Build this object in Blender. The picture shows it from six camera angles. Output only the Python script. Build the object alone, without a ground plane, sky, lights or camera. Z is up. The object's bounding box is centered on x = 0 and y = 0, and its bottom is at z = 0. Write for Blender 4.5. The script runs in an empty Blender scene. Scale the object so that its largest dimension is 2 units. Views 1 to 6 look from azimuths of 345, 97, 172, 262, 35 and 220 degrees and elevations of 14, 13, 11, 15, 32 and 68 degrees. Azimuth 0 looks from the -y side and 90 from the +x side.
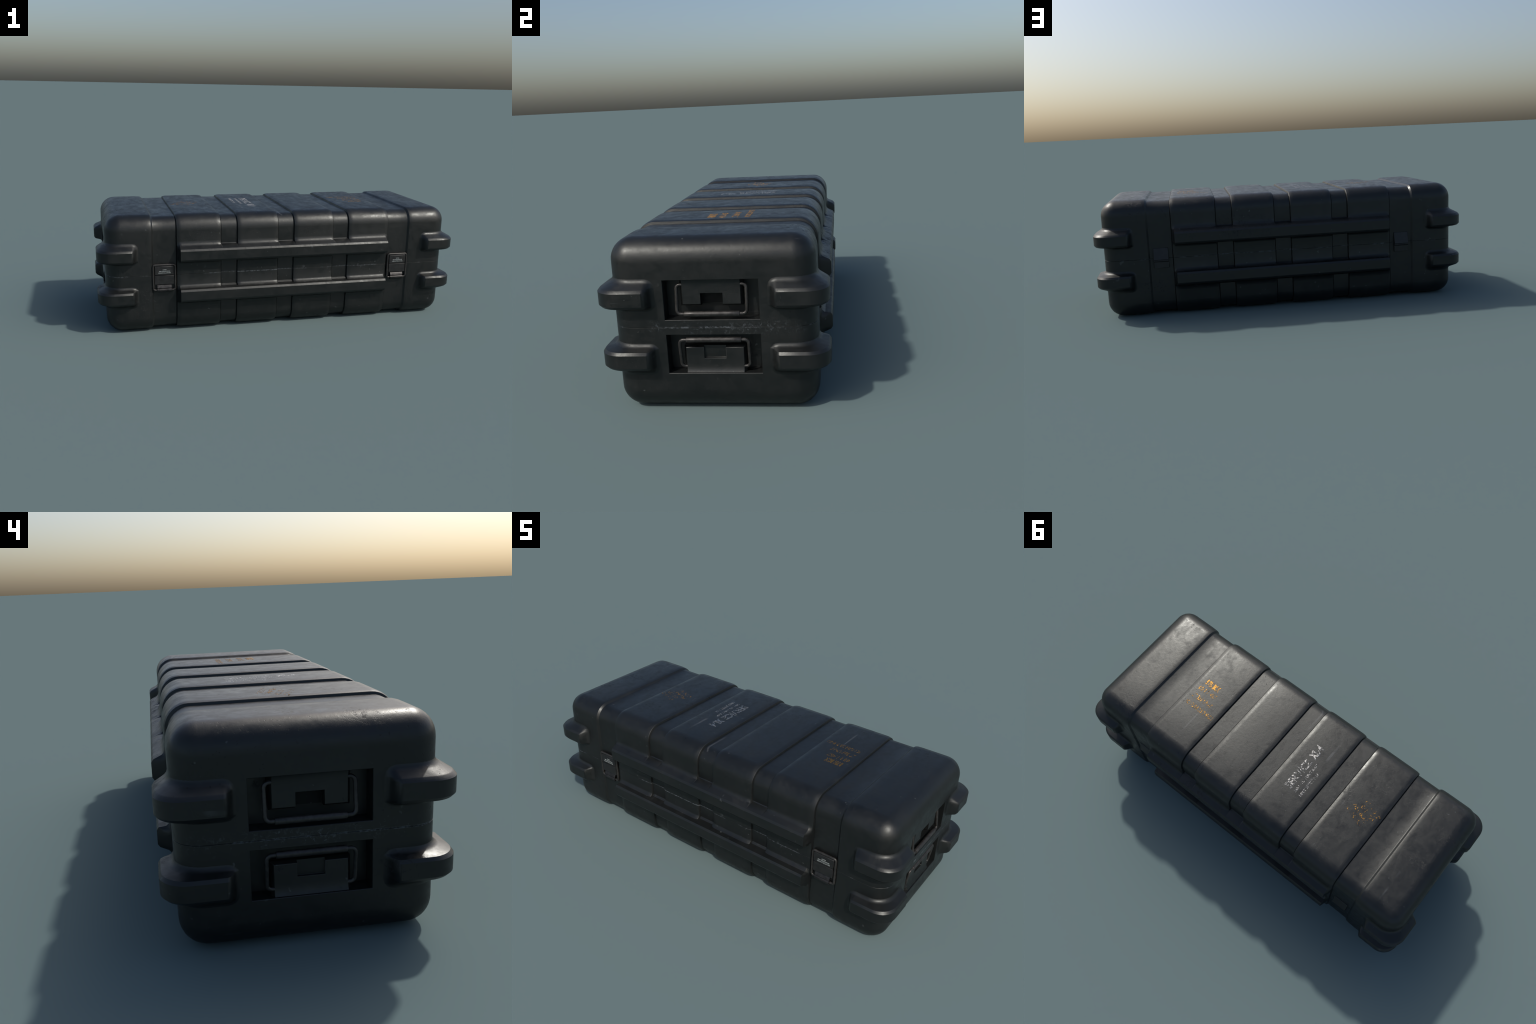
import bpy, bmesh, math
from mathutils import Vector, noise

# ---------------------------------------------------------------- dimensions
XE, HW, HH, ZC = 0.9565, 0.360, 0.3115, 0.3115   # end face, half width, half height, parting height
R = 0.080                                         # radius of every outer corner
DEPTH = 0.0118                                    # how deep the valleys lie under the ribs
RIBS = [(0.048, 0.266), (0.362, 0.590)]           # rib top edges, mirrored to -x
FACE = 0.0435                                     # reach of rails and bumpers beyond the body
RECESS = (0.165, 0.027, 0.1685, 0.900)            # half width, inner dz, outer dz, floor x

# ---------------------------------------------------------------- materials
def nodes(mat):
    mat.use_nodes = True
    nt = mat.node_tree
    nt.nodes.clear()
    return nt

class G:
    """tiny helper to write node graphs as expressions"""
    def __init__(s, mat):
        s.nt = nodes(mat)
        s.out = s.n('ShaderNodeOutputMaterial')
        s.bsdf = s.n('ShaderNodeBsdfPrincipled')
        s.nt.links.new(s.bsdf.outputs[0], s.out.inputs[0])
        s.co = s.n('ShaderNodeTexCoord').outputs['Object']
    def n(s, t): return s.nt.nodes.new(t)
    def put(s, v, sock):
        if hasattr(v, 'is_output'): s.nt.links.new(v, sock)
        else: sock.default_value = v
    def math(s, op, a, b=0.0, clamp=False):
        m = s.n('ShaderNodeMath'); m.operation = op; m.use_clamp = clamp
        s.put(a, m.inputs[0]); s.put(b, m.inputs[1]); return m.outputs[0]
    def noise(s, scale, detail=4, rough=0.55, stretch=(1, 1, 1), rot=(0, 0, 0), loc=(0, 0, 0), dist=0.0):
        mp = s.n('ShaderNodeMapping'); mp.inputs['Scale'].default_value = stretch
        mp.inputs['Rotation'].default_value = rot; mp.inputs['Location'].default_value = loc
        s.nt.links.new(s.co, mp.inputs['Vector'])
        t = s.n('ShaderNodeTexNoise'); t.inputs['Scale'].default_value = scale
        t.inputs['Detail'].default_value = detail; t.inputs['Roughness'].default_value = rough
        t.inputs['Distortion'].default_value = dist
        s.nt.links.new(mp.outputs[0], t.inputs['Vector']); return t.outputs['Fac']
    def ramp(s, v, a, b, lo=0.0, hi=1.0):
        m = s.n('ShaderNodeMapRange'); m.clamp = True
        s.put(v, m.inputs[0])
        for i, x in zip((1, 2, 3, 4), (a, b, lo, hi)): m.inputs[i].default_value = x
        return m.outputs[0]
    def mix(s, f, a, b):
        m = s.n('ShaderNodeMix'); m.data_type = 'RGBA'
        s.put(f, m.inputs[0]); s.put(a, m.inputs[6]); s.put(b, m.inputs[7]); return m.outputs[2]
    def xyz(s):
        q = s.n('ShaderNodeSeparateXYZ'); s.nt.links.new(s.co, q.inputs[0]); return q.outputs
    def bump(s, h, strength, dist=0.001):
        b = s.n('ShaderNodeBump'); b.inputs['Strength'].default_value = strength
        b.inputs['Distance'].default_value = dist
        s.nt.links.new(h, b.inputs['Height']); s.nt.links.new(b.outputs[0], s.bsdf.inputs['Normal'])

BLACK = (0.0145, 0.0148, 0.0148, 1)

def plastic_graph(g):
    """worn black polyethylene: colour, roughness and relief sockets"""
    x, y, z = g.xyz()
    cloud = g.noise(5.5, 5, 0.6)
    fine = g.noise(38, 5, 0.65)
    col = g.mix(g.ramp(cloud, 0.35, 0.7), (0.0045, 0.0053, 0.0055, 1), (0.0072, 0.0078, 0.0078, 1))
    # dark scuff patches with crumbled edges
    scuff = g.math('MULTIPLY', g.ramp(g.noise(4.2, 3, 0.5, loc=(3.1, 1.7, 0.4)), 0.60, 0.70),
                   g.ramp(g.noise(75, 4, 0.7), 0.52, 0.62))
    col = g.mix(g.math('MULTIPLY', scuff, 0.75), col, (0.003, 0.003, 0.004, 1))
    # pale smear streaks
    smear = g.ramp(g.noise(9, 6, 0.7, stretch=(1, 0.45, 1), rot=(0, 0, 0.7), dist=0.6), 0.56, 0.78)
    col = g.mix(g.math('MULTIPLY', smear, 0.20), col, (0.030, 0.032, 0.033, 1))
    # thin scratches in three directions
    scr = None
    for k, (rot, loc) in enumerate((((0, 0, 0.5), (0, 0, 0)), ((0.5, 0, -0.9), (5, 2, 1)), ((0.9, 0.3, 2.0), (1, 7, 3)))):
        a = g.ramp(g.noise(26, 2, 0.4, stretch=(1, 0.045, 1), rot=rot, loc=loc), 0.735, 0.765)
        b = g.ramp(g.noise(7, 2, 0.5, loc=loc), 0.50, 0.60)
        a = g.math('MULTIPLY', a, b)
        scr = a if scr is None else g.math('MAXIMUM', scr, a)
    col = g.mix(g.math('MULTIPLY', scr, 0.35), col, (0.09, 0.095, 0.10, 1))
    # whitish rub marks along the parting line, broken by noise
    d = g.math('ABSOLUTE', g.math('SUBTRACT', z, ZC))
    near = g.ramp(d, 0.0012, 0.0042, 1, 0)
    brk = g.math('MULTIPLY', g.ramp(g.noise(9, 3, 0.6, stretch=(1, 1, 0.2), loc=(2, 0, 0)), 0.45, 0.58),
                 g.ramp(g.noise(110, 3, 0.7), 0.44, 0.58))
    rub = g.math('MULTIPLY', near, brk)
    # heavier rubbing between the two handle pockets
    endz = g.ramp(g.math('ABSOLUTE', x), 0.93, 0.95)
    wide = g.math('MULTIPLY', g.ramp(d, 0.012, 0.032, 1, 0), endz)
    rub2 = g.math('MULTIPLY', wide, g.math('MULTIPLY', g.ramp(g.noise(70, 5, 0.75, dist=0.8), 0.53, 0.64), g.ramp(g.noise(11, 2), 0.40, 0.55)))
    rub2 = g.math('MULTIPLY', rub2, g.ramp(g.math('ABSOLUTE', y), 0.12, 0.26, 0.9, 0.25))
    rub = g.math('MAXIMUM', rub, rub2)
    col = g.mix(g.math('MULTIPLY', rub, 0.50), col, (0.16, 0.18, 0.20, 1))
    # dark pits, thickest in a few worn places
    pit = g.math('MULTIPLY', g.ramp(g.noise(95, 2, 0.6, loc=(2, 8, 5)), 0.655, 0.70), g.ramp(g.noise(5, 3, 0.6, loc=(7, 1, 2)), 0.50, 0.64))
    scuff = g.math('MAXIMUM', scuff, pit)
    col = g.mix(g.math('MULTIPLY', pit, 0.8), col, (0.002, 0.002, 0.002, 1))
    # tiny specks
    spk = g.math('MULTIPLY', g.ramp(g.noise(60, 1, 0.5, loc=(9, 4, 2)), 0.74, 0.79), g.ramp(g.noise(6, 1, loc=(4, 4, 4)), 0.48, 0.6))
    col = g.mix(g.math('MULTIPLY', spk, 0.32), col, (0.12, 0.13, 0.13, 1))
    blot = g.noise(24, 4, 0.6, stretch=(1, 0.6, 1), rot=(0, 0, 0.6), dist=0.5)
    rough = g.math('ADD', g.ramp(cloud, 0.3, 0.7, 0.335, 0.425), g.math('MULTIPLY', g.ramp(fine, 0.3, 0.7, -1, 1), 0.055))
    rough = g.math('ADD', rough, g.math('MULTIPLY', g.ramp(blot, 0.36, 0.64, -1, 1), 0.055))
    rough = g.math('SUBTRACT', rough, g.math('MULTIPLY', smear, 0.06))
    rough = g.math('ADD', rough, g.math('MULTIPLY', scuff, 0.25))
    rough = g.math('ADD', rough, g.ramp(z, 0.56, 0.615, 0.055, 0.0))      # the handled lid top is the most polished
    h = g.math('ADD', g.math('MULTIPLY', g.noise(60, 6, 0.7), 0.8), g.math('MULTIPLY', cloud, 1.0))
    h = g.math('SUBTRACT', h, g.math('MULTIPLY', scuff, 0.5))
    return col, rough, h

def make_plastic(name='black_plastic'):
    m = bpy.data.materials.new(name); g = G(m)
    c, r, h = plastic_graph(g)
    g.put(c, g.bsdf.inputs['Base Color']); g.put(r, g.bsdf.inputs['Roughness'])
    g.bsdf.inputs['IOR'].default_value = 1.5
    g.bsdf.inputs['Specular Tint'].default_value = (0.965, 1.0, 0.985, 1)
    g.bump(h, 0.22, 0.0022)
    return m

def make_paint(name, colour, metal):
    """old stencil paint: a thin glossy film that lights up toward the sun"""
    m = bpy.data.materials.new(name); g = G(m)
    n = g.noise(130, 4, 0.7)
    dull = tuple(v * 0.55 for v in colour[:3]) + (1,)
    g.put(g.mix(g.ramp(n, 0.35, 0.65), dull, colour), g.bsdf.inputs['Base Color'])
    g.bsdf.inputs['Metallic'].default_value = metal
    g.bsdf.inputs['Roughness'].default_value = 0.40
    return m

def make_metal(name, colour, rough, metallic=1.0):
    m = bpy.data.materials.new(name); g = G(m)
    n = g.noise(60, 5, 0.7)
    w = g.noise(14, 3, 0.6, loc=(1, 2, 3))
    c = g.mix(g.ramp(n, 0.40, 0.62), tuple(v * 0.55 for v in colour[:3]) + (1,), colour)
    c = g.mix(g.math('MULTIPLY', g.ramp(w, 0.55, 0.7), 0.5), c, (0.012, 0.011, 0.010, 1))
    g.put(c, g.bsdf.inputs['Base Color'])
    g.bsdf.inputs['Metallic'].default_value = metallic
    g.put(g.ramp(n, 0.3, 0.7, rough - 0.06, rough + 0.10), g.bsdf.inputs['Roughness'])
    g.bump(n, 0.15, 0.001)
    return m

PLASTIC = make_plastic()
NOTCH_SHADE = make_plastic('baked_shade_plastic')
NOTCH_SHADE.node_tree.nodes['Principled BSDF'].inputs['Specular IOR Level'].default_value = 0.12  # specular cut to bake occlusion shade into the upper notch floor
STEEL = make_metal('blackened_steel', (0.046, 0.044, 0.042, 1), 0.37, 0.40)
TONGUE = make_metal('dull_steel', (0.045, 0.044, 0.044, 1), 0.38, 0.7)
DARK = make_metal('painted_steel', (0.02, 0.0205, 0.021, 1), 0.45, 0.2)

# ---------------------------------------------------------------- object helpers
root = bpy.data.objects.new('equipment_case', None)
bpy.context.scene.collection.objects.link(root)
root['label'] = 'long black ribbed plastic equipment case with latches and handles'
root['category'] = 'equipment case'

def add(name, mesh, mat, parent=root, bevel=0.0):
    ob = bpy.data.objects.new(name, mesh)
    bpy.context.scene.collection.objects.link(ob)
    ob.parent = parent
    if mat is not None and not len(mesh.materials): mesh.materials.append(mat)
    if bevel:
        b = ob.modifiers.new('edge', 'BEVEL'); b.width = bevel; b.segments = 2
        b.limit_method = 'ANGLE'; b.angle_limit = math.radians(35); b.harden_normals = False
    return ob

def finish(bm, name, angle=30):
    bmesh.ops.remove_doubles(bm, verts=bm.verts, dist=1e-5)
    bmesh.ops.dissolve_degenerate(bm, dist=1e-6, edges=bm.edges)
    bmesh.ops.recalc_face_normals(bm, faces=bm.faces)
    a = math.radians(angle)
    for e in bm.edges:
        e.smooth = len(e.link_faces) == 2 and e.calc_face_angle(0) < a
    for f in bm.faces: f.smooth = True
    me = bpy.data.meshes.new(name); bm.to_mesh(me); bm.free()
    return me

def grid(bm, rows, closed=False):
    vs = [[bm.verts.new(p) for p in r] for r in rows]
    out = []
    for a, b in zip(vs, vs[1:]):
        n = len(a)
        for j in range(n if closed else n - 1):
            k = (j + 1) % n
            try: out.append(bm.faces.new((a[j], a[k], b[k], b[j])))
            except ValueError: pass
    return vs, out

def tube(bm, path, r, seg=14, cap=True):
    """round bar along a path; r is a number or one radius per point"""
    P = [Vector(p) for p in path]
    rr = r if isinstance(r, (list, tuple)) else [r] * len(P)
    T = [(P[min(i + 1, len(P) - 1)] - P[max(i - 1, 0)]).normalized() for i in range(len(P))]
    up = Vector((1, 0, 0)) if abs(T[0].x) < 0.9 else Vector((0, 0, 1))
    rows = []
    for p, t, q in zip(P, T, rr):
        u = (up - t * up.dot(t)).normalized(); w = t.cross(u)
        rows.append([p + (u * math.cos(k * 2 * math.pi / seg) + w * math.sin(k * 2 * math.pi / seg)) * q for k in range(seg)])
        up = u
    vs, _ = grid(bm, rows, True)
    if cap:
        bm.faces.new(vs[0][::-1]); bm.faces.new(vs[-1])

def rounded_path(pts, rad, closed=False, steps=7):
    P = [Vector(p) for p in pts]; n = len(P); out = []
    for i, p in enumerate(P):
        if not closed and i in (0, n - 1): out.append(p); continue
        a, b = (P[i - 1] - p).normalized(), (P[(i + 1) % n] - p).normalized()
        half = a.angle(b) / 2; d = rad / math.tan(half)
        c = p + (a + b).normalized() * rad / math.sin(half)
        s, e = p + a * d - c, p + b * d - c
        for k in range(steps + 1):
            t = k / steps; w = s.angle(e)
            out.append(c + (s * math.sin((1 - t) * w) + e * math.sin(t * w)) / math.sin(w))
    return out

def box(bm, lo, hi):
    x0, y0, z0 = lo; x1, y1, z1 = hi
    v = [bm.verts.new(p) for p in ((x0, y0, z0), (x1, y0, z0), (x1, y1, z0), (x0, y1, z0),
                                   (x0, y0, z1), (x1, y0, z1), (x1, y1, z1), (x0, y1, z1))]
    for f in ((0, 3, 2, 1), (4, 5, 6, 7), (0, 1, 5, 4), (1, 2, 6, 5), (2, 3, 7, 6), (3, 0, 4, 7)):
        bm.faces.new([v[i] for i in f])

def prism_x(bm, outline, x0, x1):
    """outline of (y, z) points drawn out along x"""
    a = [bm.verts.new((x0, y, z)) for y, z in outline]
    b = [bm.verts.new((x1, y, z)) for y, z in outline]
    n = len(a)
    for i in range(n):
        bm.faces.new((a[i], a[(i + 1) % n], b[(i + 1) % n], b[i]))
    bm.faces.new(a[::-1]); bm.faces.new(b)

# ---------------------------------------------------------------- shell
# rail in the section: (dz, reach 0..FACE beyond the rib face, spare dz where there is no rail)
RAIL_RIB = [(.056, 0), (.0605, .0016), (.0650, .0050), (.0700, .0105), (.0732, .0150), (.0757, .0372), (.0855, FACE),
            (.1315, FACE), (.1412, .0372), (.1425, .0350), (.1445, .0310), (.1515, .0165), (.1545, .0110), (.1610, .0052),
            (.1690, .0018), (.1790, 0)]
# the same points where the rail crosses a valley: flat ledges with a narrow bevel at the root
RAIL_VAL = [(.056, 0), (.0590, 0), (.0620, 0), (.0650, 0), (.0732, .0090), (.0757, .0372 + DEPTH), (.0855, FACE + DEPTH),
            (.1315, FACE + DEPTH), (.1412, .0372 + DEPTH), (.1422, .0350 + DEPTH), (.1440, .0310 + DEPTH), (.1500, .0175 + DEPTH),
            (.1560, .0035), (.1595, 0), (.1690, 0), (.1790, 0)]
NR = len(RAIL_RIB)
ARC = 9

def section(k, rail, e, cr, lip_n=(0, 1)):
    """upper half section at one station: k 0 rib .. 1 valley, rail 0..1, e inset, cr corner radius"""
    w, h = HW - DEPTH * k - e, HH - DEPTH * k - e
    c = max(cr - DEPTH * k, 0.0)
    pts = []
    for d, dz in ((.007, .0002), (.0007, .0003), (.0, .0009)):
        pts.append((-d * lip_n[0], w - d * lip_n[1], dz))
    lo, hi = .056, .179
    for i in range(NR):
        spread = lo + (hi - lo) * i / (NR - 1)
        dr = RAIL_RIB[i][0] * (1 - k) + RAIL_VAL[i][0] * k
        yr = RAIL_RIB[i][1] * (1 - k) + RAIL_VAL[i][1] * k
        pts.append((0, w + yr * rail, spread * (1 - rail) + dr * rail))
    for i in range(ARC + 1):
        a = math.pi / 2 * i / ARC
        pts.append((0, w - c + c * math.cos(a), h - c + c * math.sin(a)))
    pts.append((0, (w - c) * 0.5, h))
    return pts

def stations():
    """(x, k, rail, e, cr, normal, region) from the middle out to +x, later mirrored"""
    S = []
    add_ = lambda x, k, r: S.append((x, k, r, 0.0, R, (0, 1)))
    step = ((-.0014, 1.0), (-.0004, 1.13), (.0005, .95), (.0024, .41), (.0037, .29), (.0085, .19), (.0140, .10), (.0190, .040), (.0280, 0.0))   # crease -> rib top
    add_(0, 1, 1)
    for a, b in RIBS:
        for d, k in step: add_(a - .0052 + d, k, 1)
        last = b > 0.5
        for d, k in reversed(step):
            x = b + .0052 - d
            rail = 1.0
            if last: rail = min(1.0, max(0.0, (b + .0052 - x) / .017)) if x > b - .0110 else 1.0
            if last and d == .0190: x = b - .0118; rail = 1.0
            add_(x, k, rail)
        if last: add_(b + .0080, 1, 0)
    for x, k in ((.655, 1), (.7115, 1), (.7150, .91), (.7187, .62), (.7240, .26), (.7300, .14), (.7420, .06), (.7570, .017), (.7780, 0)): add_(x, k, 0)
    n = 11
    for i in range(n + 1):
        a = math.pi / 2 * i / n
        S.append((XE - R + R * math.sin(a), 0, 0, R * (1 - math.cos(a)), R * math.cos(a), (math.sin(a), math.cos(a))))
    return S

def region(x0, x1, j):
    """which named part a shell quad belongs to"""
    m = abs((x0 + x1) / 2)
    if 3 <= j < 3 + NR - 1 and m < RIBS[1][1] + .0056: return 'rail'
    for a, b in RIBS:
        if a - .0053 < m < b + .0053: return 'rib'
    return 'end_cap' if m > .7115 else 'shell'

def build_shell(sign, shell_name):
    st = stations()
    full = [(-s[0],) + s[1:] + (-1,) for s in reversed(st[1:])] + [s + (1,) for s in st]
    bm = bmesh.new()
    tag = bm.faces.layers.int.new('part')
    names = [shell_name, 'rib', 'rail', 'end_cap']
    ids = {}
    def part_id(kind, key):
        ids.setdefault((kind, key), len(ids)); return ids[(kind, key)]
    rows, xs = [], []
    for x, k, rl, e, cr, nrm, sx in full:
        half = section(k, rl, e, cr, nrm)
        row = [(x + sx * dx, y, ZC + sign * dz) for dx, y, dz in half]
        row += [(x + sx * dx, -y, ZC + sign * dz) for dx, y, dz in reversed(half)]
        rows.append(row); xs.append(x)
    vs = [[bm.verts.new(p) for p in r] for r in rows]
    n = len(rows[0])
    for i in range(len(vs) - 1):
        for j in range(n - 1):
            f = bm.faces.new((vs[i][j], vs[i][j + 1], vs[i + 1][j + 1], vs[i + 1][j]))
            jj = j if j < n // 2 else n - 2 - j
            reg = region(xs[i], xs[i + 1], jj)
            m = (xs[i] + xs[i + 1]) / 2
            key = 0
            if reg == 'rail': key = 1 if j < n // 2 else -1
            elif reg == 'rib': key = min(range(4), key=lambda q: abs(m - (-.476, -.157, .157, .476)[q]))
            elif reg == 'end_cap': key = 1 if m > 0 else -1
            f[tag] = part_id(reg, key)
    # end faces with a handle pocket each
    hw, d0, d1, xf = RECESS
    for sx, row in ((-1, vs[0]), (1, vs[-1])):
        cap = part_id('end_cap', sx)
        rim = row[2:-2]
        # inner ring keeps the flat face flat in shading
        pts = []
        last = None
        for v in rim:
            if last is None or (v.co - last.co).length > 1e-6: pts.append(v); last = v
        inset = []
        for v in pts:
            y, dz = v.co.y, (v.co.z - ZC) * sign
            inset.append(bm.verts.new((sx * XE, max(-.276, min(.276, y)), ZC + sign * min(.2275, dz))))
        new = []
        for a, b, c, d in zip(pts, pts[1:], inset[1:], inset): new.append(bm.faces.new((a, b, c, d)))
        def ring(x, g):
            return [bm.verts.new((sx * x, y, ZC + sign * dz)) for y, dz in
                    ((-hw - g, d0 - g), (hw + g, d0 - g), (hw + g, d1 + g), (-hw - g, d1 + g))]
        r0, r1, r2 = ring(XE, .0014), ring(XE - .0014, 0), ring(xf, 0)
        for a, b in ((r0, r1), (r1, r2)):
            for i in range(4): new.append(bm.faces.new((a[i], a[(i + 1) % 4], b[(i + 1) % 4], b[i])))
        new.append(bm.faces.new(r2))
        # fill the flat face between inset loop and pocket mouth with two polygons
        seq = []
        for v in inset:
            if not seq or (v.co - seq[-1].co).length > 1e-6: seq.append(v)
        edges = [bm.edges.get((a, b)) or bm.edges.new((a, b)) for a, b in zip(seq, seq[1:])]
        edges.append(bm.edges.new((seq[-1], seq[0])))
        edges += [bm.edges.get((r0[i], r0[(i + 1) % 4])) for i in range(4)]
        new += [g for g in bmesh.ops.triangle_fill(bm, edges=edges, use_beauty=True)['geom'] if isinstance(g, bmesh.types.BMFace)]
        # lip of the parting line across the end
        new.append(bm.faces.new((row[2], row[1], row[-2], row[-3])))
        new.append(bm.faces.new((row[1], row[0], row[-1], row[-2])))
        # close the narrow flat wedge between rim and inset at the parting line
        for f in new: f[tag] = cap
    me = finish(bm, shell_name, 24)
    if True:
        normals = [tuple(c.vector) for c in me.corner_normals]
        layer = [d.value for d in me.attributes['part'].data]
        back = {v: k for k, v in ids.items()}
        for pid in sorted(back):
            kind = back[pid][0]
            nm = shell_name if kind == 'shell' else kind
            polys = [p for p in me.polygons if layer[p.index] == pid]
            used = {}; co = []; faces = []; nn = []
            for p in polys:
                f = []
                for li in p.loop_indices:
                    vi = me.loops[li].vertex_index
                    if vi not in used: used[vi] = len(co); co.append(me.vertices[vi].co.copy())
                    f.append(used[vi]); nn.append(normals[li])
                faces.append(f)
            part = bpy.data.meshes.new(nm)
            part.from_pydata(co, [], faces); part.update()
            for p in part.polygons: p.use_smooth = True
            part.normals_split_custom_set(nn)
            add(nm, part, PLASTIC)
        bpy.data.meshes.remove(me)

build_shell(1, 'lid')
build_shell(-1, 'base')

# ---------------------------------------------------------------- corner bumpers
BUMP_Z = [(.0540, 0), (.0600, .0012), (.0660, .0042), (.0705, .0095), (.0728, .0140), (.0765, .0335), (.0780, .0372), (.0875, FACE),
          (.1345, FACE), (.1438, .0372), (.1460, .0340), (.1585, .0125), (.1610, .0090), (.1655, .0045), (.1720, .0013), (.1800, 0)]
BUMP_S = [(0, 0), (.007, .02), (.014, .10), (.020, .28), (.025, .52), (.032, .80), (.037, .93), (.043, 1.0)]

def build_bumper_mesh(sx, sy, sign):
    s_end, arc, s_side = 0.092, R * math.pi / 2, 0.092     # lengths along the end, round the corner, along the side
    total = s_end + arc + s_side
    ss = [(s, g) for s, g in BUMP_S]
    ss += [(s_end - .012, 1.0)] + [(s_end + arc * i / 10, 1.0) for i in range(11)] + [(s_end + arc + .012, 1.0)]
    ss += [(total - s, g) for s, g in reversed(BUMP_S)]
    rows = []
    for s, g in ss:
        # foot line on the body and the squarer outer line, which keeps the body's own corner radius
        if s < s_end:
            p, q = (XE, HW - R - s_end + s), (XE + FACE, HW - R - s_end + s + FACE * max(0, (s - .043) / (s_end - .043)))
        elif s > s_end + arc:
            t = total - s
            p, q = (XE - R - s_side + t, HW), (XE - R - s_side + t + FACE * max(0, (t - .043) / (s_side - .043)), HW + FACE)
        else:
            w = (s - s_end) / R; c, n = math.cos(w), math.sin(w)
            p = (XE - R + R * c, HW - R + R * n)
            q = (XE - R + FACE + R * c, HW - R + FACE + R * n)
        row = []
        for dz, h in BUMP_Z:
            f = (h * g * 1.02 - .0009) / FACE
            row.append((sx * (p[0] + (q[0] - p[0]) * f), sy * (p[1] + (q[1] - p[1]) * f), ZC + sign * dz))
        rows.append(row)
    bm = bmesh.new(); grid(bm, rows)
    me = finish(bm, 'corner_bumper', 27)
    # outward facing
    c = sum((p.normal.dot(Vector((sx, sy, 0))) * p.area for p in me.polygons))
    if c < 0: me.flip_normals()
    return me

for sx in (-1, 1):
    for sy in (-1, 1):
        for sign in (-1, 1):
            add('corner_bumper', build_bumper_mesh(sx, sy, sign), PLASTIC)

# ---------------------------------------------------------------- handles in their pockets
def build_mount(sx, sign):
    """notched block on the pocket floor; its front leans out to meet the pocket's outer edge"""
    top = RECESS[2] - .0006
    yo, yi, yn = .1095, .1009, .0385
    levels = [(top, .9505), (.1620, .9473), (.1550, .9451), (.1470, .9437), (.1370, .9430), (.118, .943), (.079, .943)]
    bm = bmesh.new()
    V = lambda x, y, dz: bm.verts.new((sx * x, y, ZC + sign * dz))
    cols = [-yi, -yn, yn, yi]
    F = [[V(x, y, dz) for y in cols] for dz, x in levels]
    for a, b in zip(F, F[1:]):
        for j in range(3):
            if j == 1 and b is F[-1]: continue
            bm.faces.new((a[j], a[j + 1], b[j + 1], b[j]))
    base_dz = lambda dz: .0725 if dz < .08 else dz
    for j, y in ((0, -yo), (3, yo)):                       # chamfered flanks down to the pocket floor
        B = [V(min(x - .012, .936), y, base_dz(dz)) for dz, x in levels]
        D = [V(.8995, y, base_dz(dz)) for dz, x in levels]
        for i in range(len(levels) - 1):
            bm.faces.new((F[i][j], F[i + 1][j], B[i + 1], B[i])); bm.faces.new((B[i], B[i + 1], D[i + 1], D[i]))
        e = [V(.931, -yn if j == 0 else yn, .0725), V(.8995, -yn if j == 0 else yn, .0725)]
        bm.faces.new((F[-1][j], F[-1][1 if j == 0 else 2], e[0], B[-1])); bm.faces.new((B[-1], e[0], e[1], D[-1]))
    d0, d1 = (.9060, .9100) if sign > 0 else (.9330, .9355)      # upper notch floor sunk further so it renders dark
    n = [V(d0, -yn, .118), V(d0, yn, .118), V(d1, yn, .0725), V(d1, -yn, .0725)]
    bm.faces.new(n).material_index = 1 if sign > 0 else 0
    bm.faces.new((F[-2][1], F[-2][2], n[1], n[0])); bm.faces.new((F[-2][1], F[-1][1], n[3], n[0])); bm.faces.new((F[-2][2], F[-1][2], n[2], n[1]))
    bm.faces.new((n[3], n[2], V(.8995, yn, .0725), V(.8995, -yn, .0725)))
    return finish(bm, 'handle_mount', 25)

def build_handle(sx, sign):
    def P(y, dz):
        t = (dz - .047) / (.149 - .047)
        return (sx * (.951 - .013 * t), y, ZC + sign * dz)
    bm = bmesh.new()
    tube(bm, rounded_path([P(-.098, .149), P(-.1215, .149), P(-.1215, .047), P(.1215, .047), P(.1215, .149), P(.098, .149)], .0145), .0061)
    wire = finish(bm, 'handle_wire', 40)
    bm = bmesh.new()
    ys = [-.097, -.0965, -.0945, -.060, 0, .060, .0945, .0965, .097]
    tube(bm, [P(y, .047) for y in ys], [.0070, .0085, .0097, .0097, .0097, .0097, .0097, .0085, .0070], 18)
    return wire, finish(bm, 'handle_grip', 35)

for sx in (-1, 1):
    for sign in (-1, 1):
        block = build_mount(sx, sign)
        block.materials.append(PLASTIC); block.materials.append(NOTCH_SHADE)
        add('handle_mount', block, PLASTIC, bevel=.0011)
        wire, grip = build_handle(sx, sign)
        h = add('handle', wire, STEEL)
        add('handle_grip', grip, STEEL, parent=h)

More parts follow.
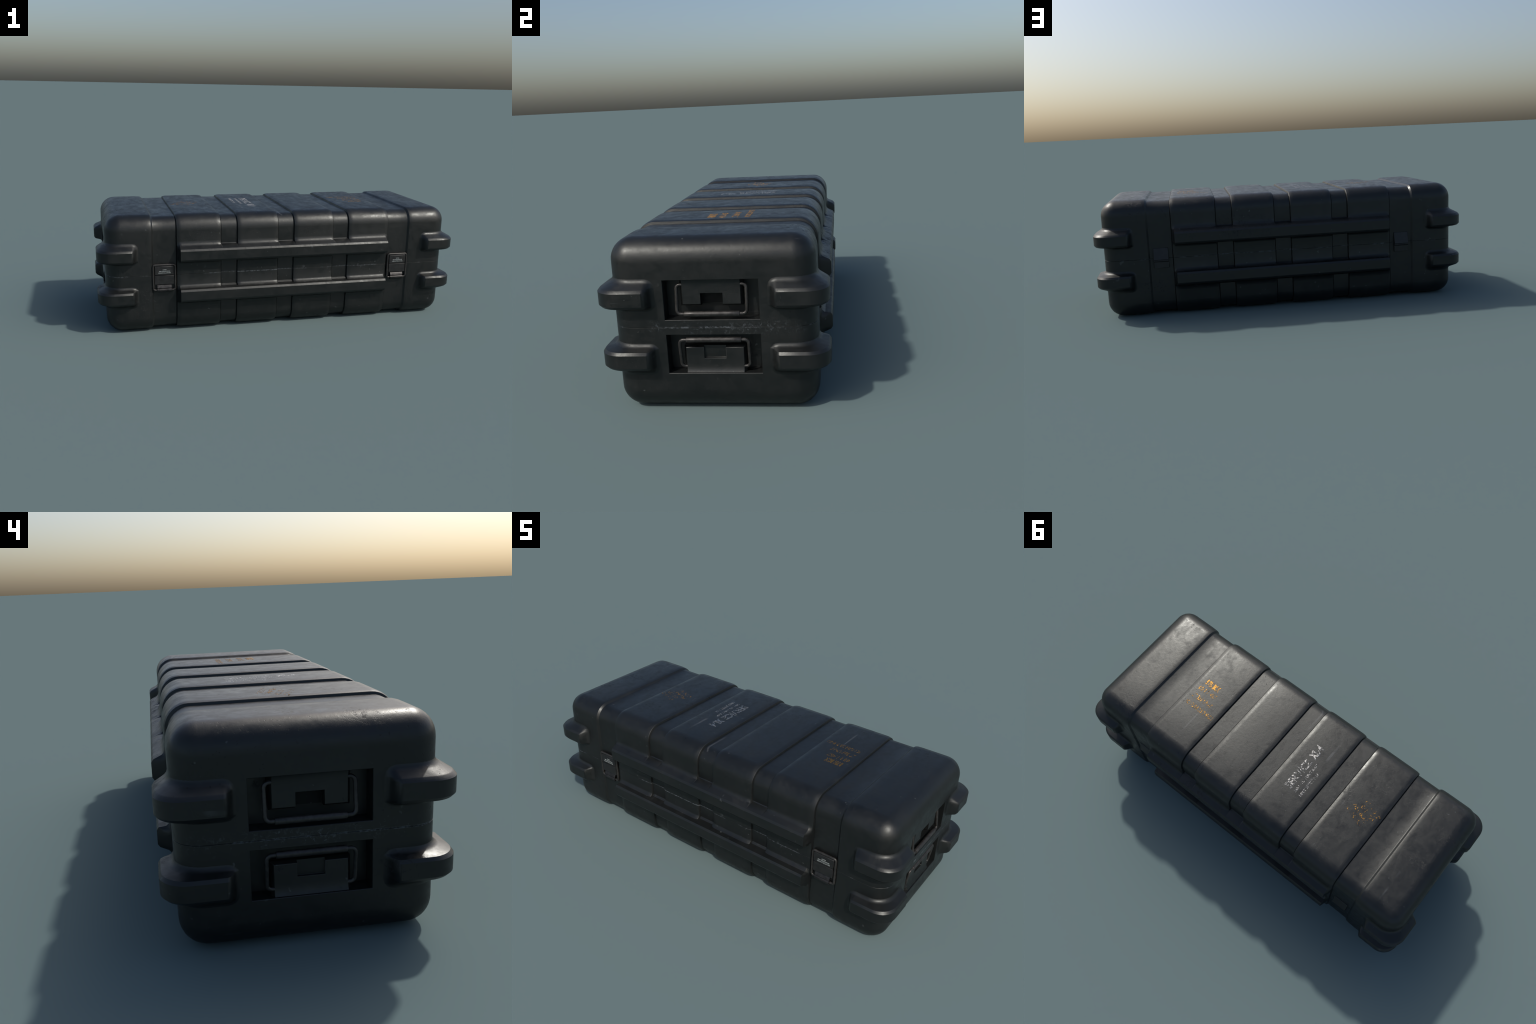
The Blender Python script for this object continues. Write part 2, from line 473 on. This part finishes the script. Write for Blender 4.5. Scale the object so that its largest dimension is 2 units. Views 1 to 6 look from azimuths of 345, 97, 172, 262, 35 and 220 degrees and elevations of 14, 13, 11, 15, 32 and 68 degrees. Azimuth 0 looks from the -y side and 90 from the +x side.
# ---------------------------------------------------------------- lettering
def lettering(name, text, mat, origin, read, up, height, length, thick, parent=root, bold=0.0, worn=0.0, seed=0.0):
    """a line of built-in-font text squeezed to height x length, laid on a surface; worn 0..1 breaks it into flakes"""
    cu = bpy.data.curves.new('letters', 'FONT')
    cu.body = text; cu.size = 1.0; cu.offset = bold; cu.resolution_u = 3
    tmp = bpy.data.objects.new('letters', cu)
    bpy.context.scene.collection.objects.link(tmp)
    me = bpy.data.meshes.new_from_object(tmp.evaluated_get(bpy.context.evaluated_depsgraph_get()))
    bpy.data.objects.remove(tmp); bpy.data.curves.remove(cu)
    bm = bmesh.new(); bm.from_mesh(me); bpy.data.meshes.remove(me)
    xs = [v.co.x for v in bm.verts]
    x0, x1, cap = min(xs), max(xs), 0.69
    for v in bm.verts:                                       # flat text in metres
        v.co = Vector(((v.co.x - x0) / (x1 - x0) * length, v.co.y / cap * height, 0))
    if worn:
        step = 0.0013
        for axis, size in ((Vector((1, 0, 0)), length), (Vector((0, 1, 0)), height)):
            for k in range(1, int(size / step) + 1):
                bmesh.ops.bisect_plane(bm, geom=bm.verts[:] + bm.edges[:] + bm.faces[:], plane_co=axis * (k * step), plane_no=axis, dist=1e-6)
        gone = []
        for f in bm.faces:
            c = f.calc_center_median()
            fine = noise.noise(Vector((c.x * 420 + seed, c.y * 160, seed)))
            patch = noise.noise(Vector((c.x * 60 - seed, c.y * 60, seed * 2)))
            if 0.62 * fine + 0.38 * patch + 0.10 * noise.noise(Vector((c.x * 900, c.y * 900, seed))) < (worn - 0.5) * 0.8: gone.append(f)
        bmesh.ops.delete(bm, geom=gone, context='FACES')
    read, up = Vector(read).normalized(), Vector(up).normalized()
    nrm = read.cross(up); o = Vector(origin)
    for f in bm.faces:
        if f.normal.z < 0: f.normal_flip()
    low = bm.verts[:]
    top = {v for v in bmesh.ops.extrude_face_region(bm, geom=bm.faces[:])['geom'] if isinstance(v, bmesh.types.BMVert)}
    for v in bm.verts:
        v.co = o + read * v.co.x + up * v.co.y + nrm * (thick if v in top else -.0006)
    bm.normal_update()
    for f in bm.faces:
        if all(v in top for v in f.verts) and f.normal.dot(nrm) < 0: f.normal_flip()
    out = bpy.data.meshes.new(name); bm.to_mesh(out); bm.free()
    return add(name, out, mat, parent=parent)

WHITE = make_paint('worn_white_paint', (0.36, 0.36, 0.355, 1), 0.95)
AMBER = make_paint('worn_amber_paint', (0.36, 0.188, 0.040, 1), 0.95)
LABEL = make_paint('label_print', (0.30, 0.335, 0.335, 1), 0.0)
TOP = 2 * HH
T = .0003
dn, xm = (0, -1, 0), (1, 0, 0)
lettering('stencil', 'SERVICE', WHITE, (-.157, .128, TOP), dn, xm, .0385, .178, T, bold=.03, worn=.50, seed=1.7)
lettering('stencil', 'XL-4', WHITE, (-.157, -.066, TOP), dn, xm, .0385, .076, T, bold=.045, worn=.36, seed=3.1)
lettering('stencil', '280-1 PLUG UNIT & KIT', WHITE, (-.1870, .124, TOP), dn, xm, .0125, .181, T, bold=.02, worn=.48, seed=4.4)
lettering('stencil', 'UNIT SERIES 2-14', WHITE, (-.2215, .126, TOP), dn, xm, .0140, .145, T, bold=.02, worn=.50, seed=8.2)
rl, ul = (-1, 0, 0), (0, -1, 0)
lettering('stencil', '8 731 BOX', AMBER, (.5455, -.050, TOP), rl, ul, .029, .086, T, bold=.055, worn=.30, seed=2.3)
lettering('stencil', '65 I 1.457', AMBER, (.5545, -.007, TOP), rl, ul, .024, .112, T, bold=.035, worn=.50, seed=5.9)
lettering('stencil', 'LT 327 UNIT', AMBER, (.5545, .044, TOP), rl, ul, .024, .124, T, bold=.035, worn=.55, seed=6.6)
lettering('stencil', 'K HUM 33 2 8-53', AMBER, (.5540, .092, TOP), rl, ul, .021, .172, T, bold=.035, worn=.52, seed=7.1)
a = math.radians(180 - 20)
r3, u3 = Vector((math.cos(a), math.sin(a), 0)), Vector((-math.sin(a), math.cos(a), 0))
o3 = Vector((-.4198, .0324, TOP))
for i, word in enumerate(('G 24 A1', 'RH 8-63', 'LOT 735', 'E 13 2')):
    lettering('stencil', word, AMBER, o3 + Vector((-.0190, -.0257, 0)) * i, r3, u3, .019, .109, T, bold=.04, worn=.72, seed=9.0 + i)

# ---------------------------------------------------------------- latches on the front, hinges behind
YV = HW - DEPTH
def build_latch(cx):
    bm = bmesh.new()
    c, y = .0570, -(YV + .0105)
    loop = rounded_path([(cx - c, y, .2315), (cx + c, y, .2315), (cx + c, y, .3665), (cx - c, y, .3665)], .011, True)
    tube(bm, loop + loop[:2], .0056, 12, cap=False)
    frame = add('latch', finish(bm, 'latch_frame', 40), STEEL)
    # two leaves of the cover plate, meeting at the parting line
    for z0, z1, yo in ((.3128, .3610, .0165), (.2630, .3110, .0160)):
        bm = bmesh.new()
        box(bm, (cx - .0495, -(YV + yo), z0), (cx + .0495, -(YV - .002), z1))
        add('latch_plate', finish(bm, 'latch_plate'), DARK, parent=frame, bevel=.0028 if z0 > .3 else .0012)
    # folded tongue wrapped round the lower bar
    cz, r0, r1 = .2315, .0060, .0105
    arc = [(math.cos(q), math.sin(q)) for q in [math.radians(100 + 24 * i) for i in range(11)]]
    outer = [(-YV - .0070, .2640), (-YV - .0140, .2560), (-YV - .0185, .2440)] + [(y + r1 * u, cz + r1 * w) for u, w in arc]
    inner = [(y + r0 * u, cz + r0 * w) for u, w in reversed(arc)] + [(-YV - .0160, .2440), (-YV - .0115, .2550), (-YV - .0040, .2610)]
    bm = bmesh.new(); prism_x(bm, outer + inner, cx - .0370, cx + .0370)
    add('latch_tongue', finish(bm, 'latch_tongue', 32), TONGUE, parent=frame)
    bm = bmesh.new(); box(bm, (cx - .050, -(YV + .004), .2400), (cx + .050, -(YV - .002), .2640))
    add('latch_backing', finish(bm, 'latch_backing'), DARK, parent=frame)
    for line, z, w in (('CAUTION', .3392, .0200), ('VENT PRESSURE BEFORE', .3307, .0575), ('RELEASING ALL LATCHES', .3220, .0640)):
        lettering('latch_print', line, LABEL, (cx - w / 2 + .001, -(YV + .0165), z), (1, 0, 0), (0, 0, 1), .0052, w, .0003, parent=frame, bold=.025)

for cx in (-.660, .660): build_latch(cx)

def build_hinge(cx):
    bm = bmesh.new()
    prism_x(bm, [(YV - .002, .3660), (YV + .0030, .3655), (YV + .0200, .3050), (YV - .002, .3050)], cx - .039, cx + .039)
    leaf = add('hinge', finish(bm, 'hinge_leaf'), DARK, bevel=.0015)
    bm = bmesh.new(); box(bm, (cx - .039, YV - .002, .2590), (cx + .039, YV + .0105, .2930))
    add('hinge_leaf', finish(bm, 'hinge_leaf'), DARK, parent=leaf, bevel=.0015)
    bm = bmesh.new(); tube(bm, [(cx - .039, YV + .010, .2995), (cx, YV + .010, .2995), (cx + .039, YV + .010, .2995)], .0068)
    add('hinge_pin', finish(bm, 'hinge_pin', 40), DARK, parent=leaf)

for cx in (-.657, .657): build_hinge(cx)
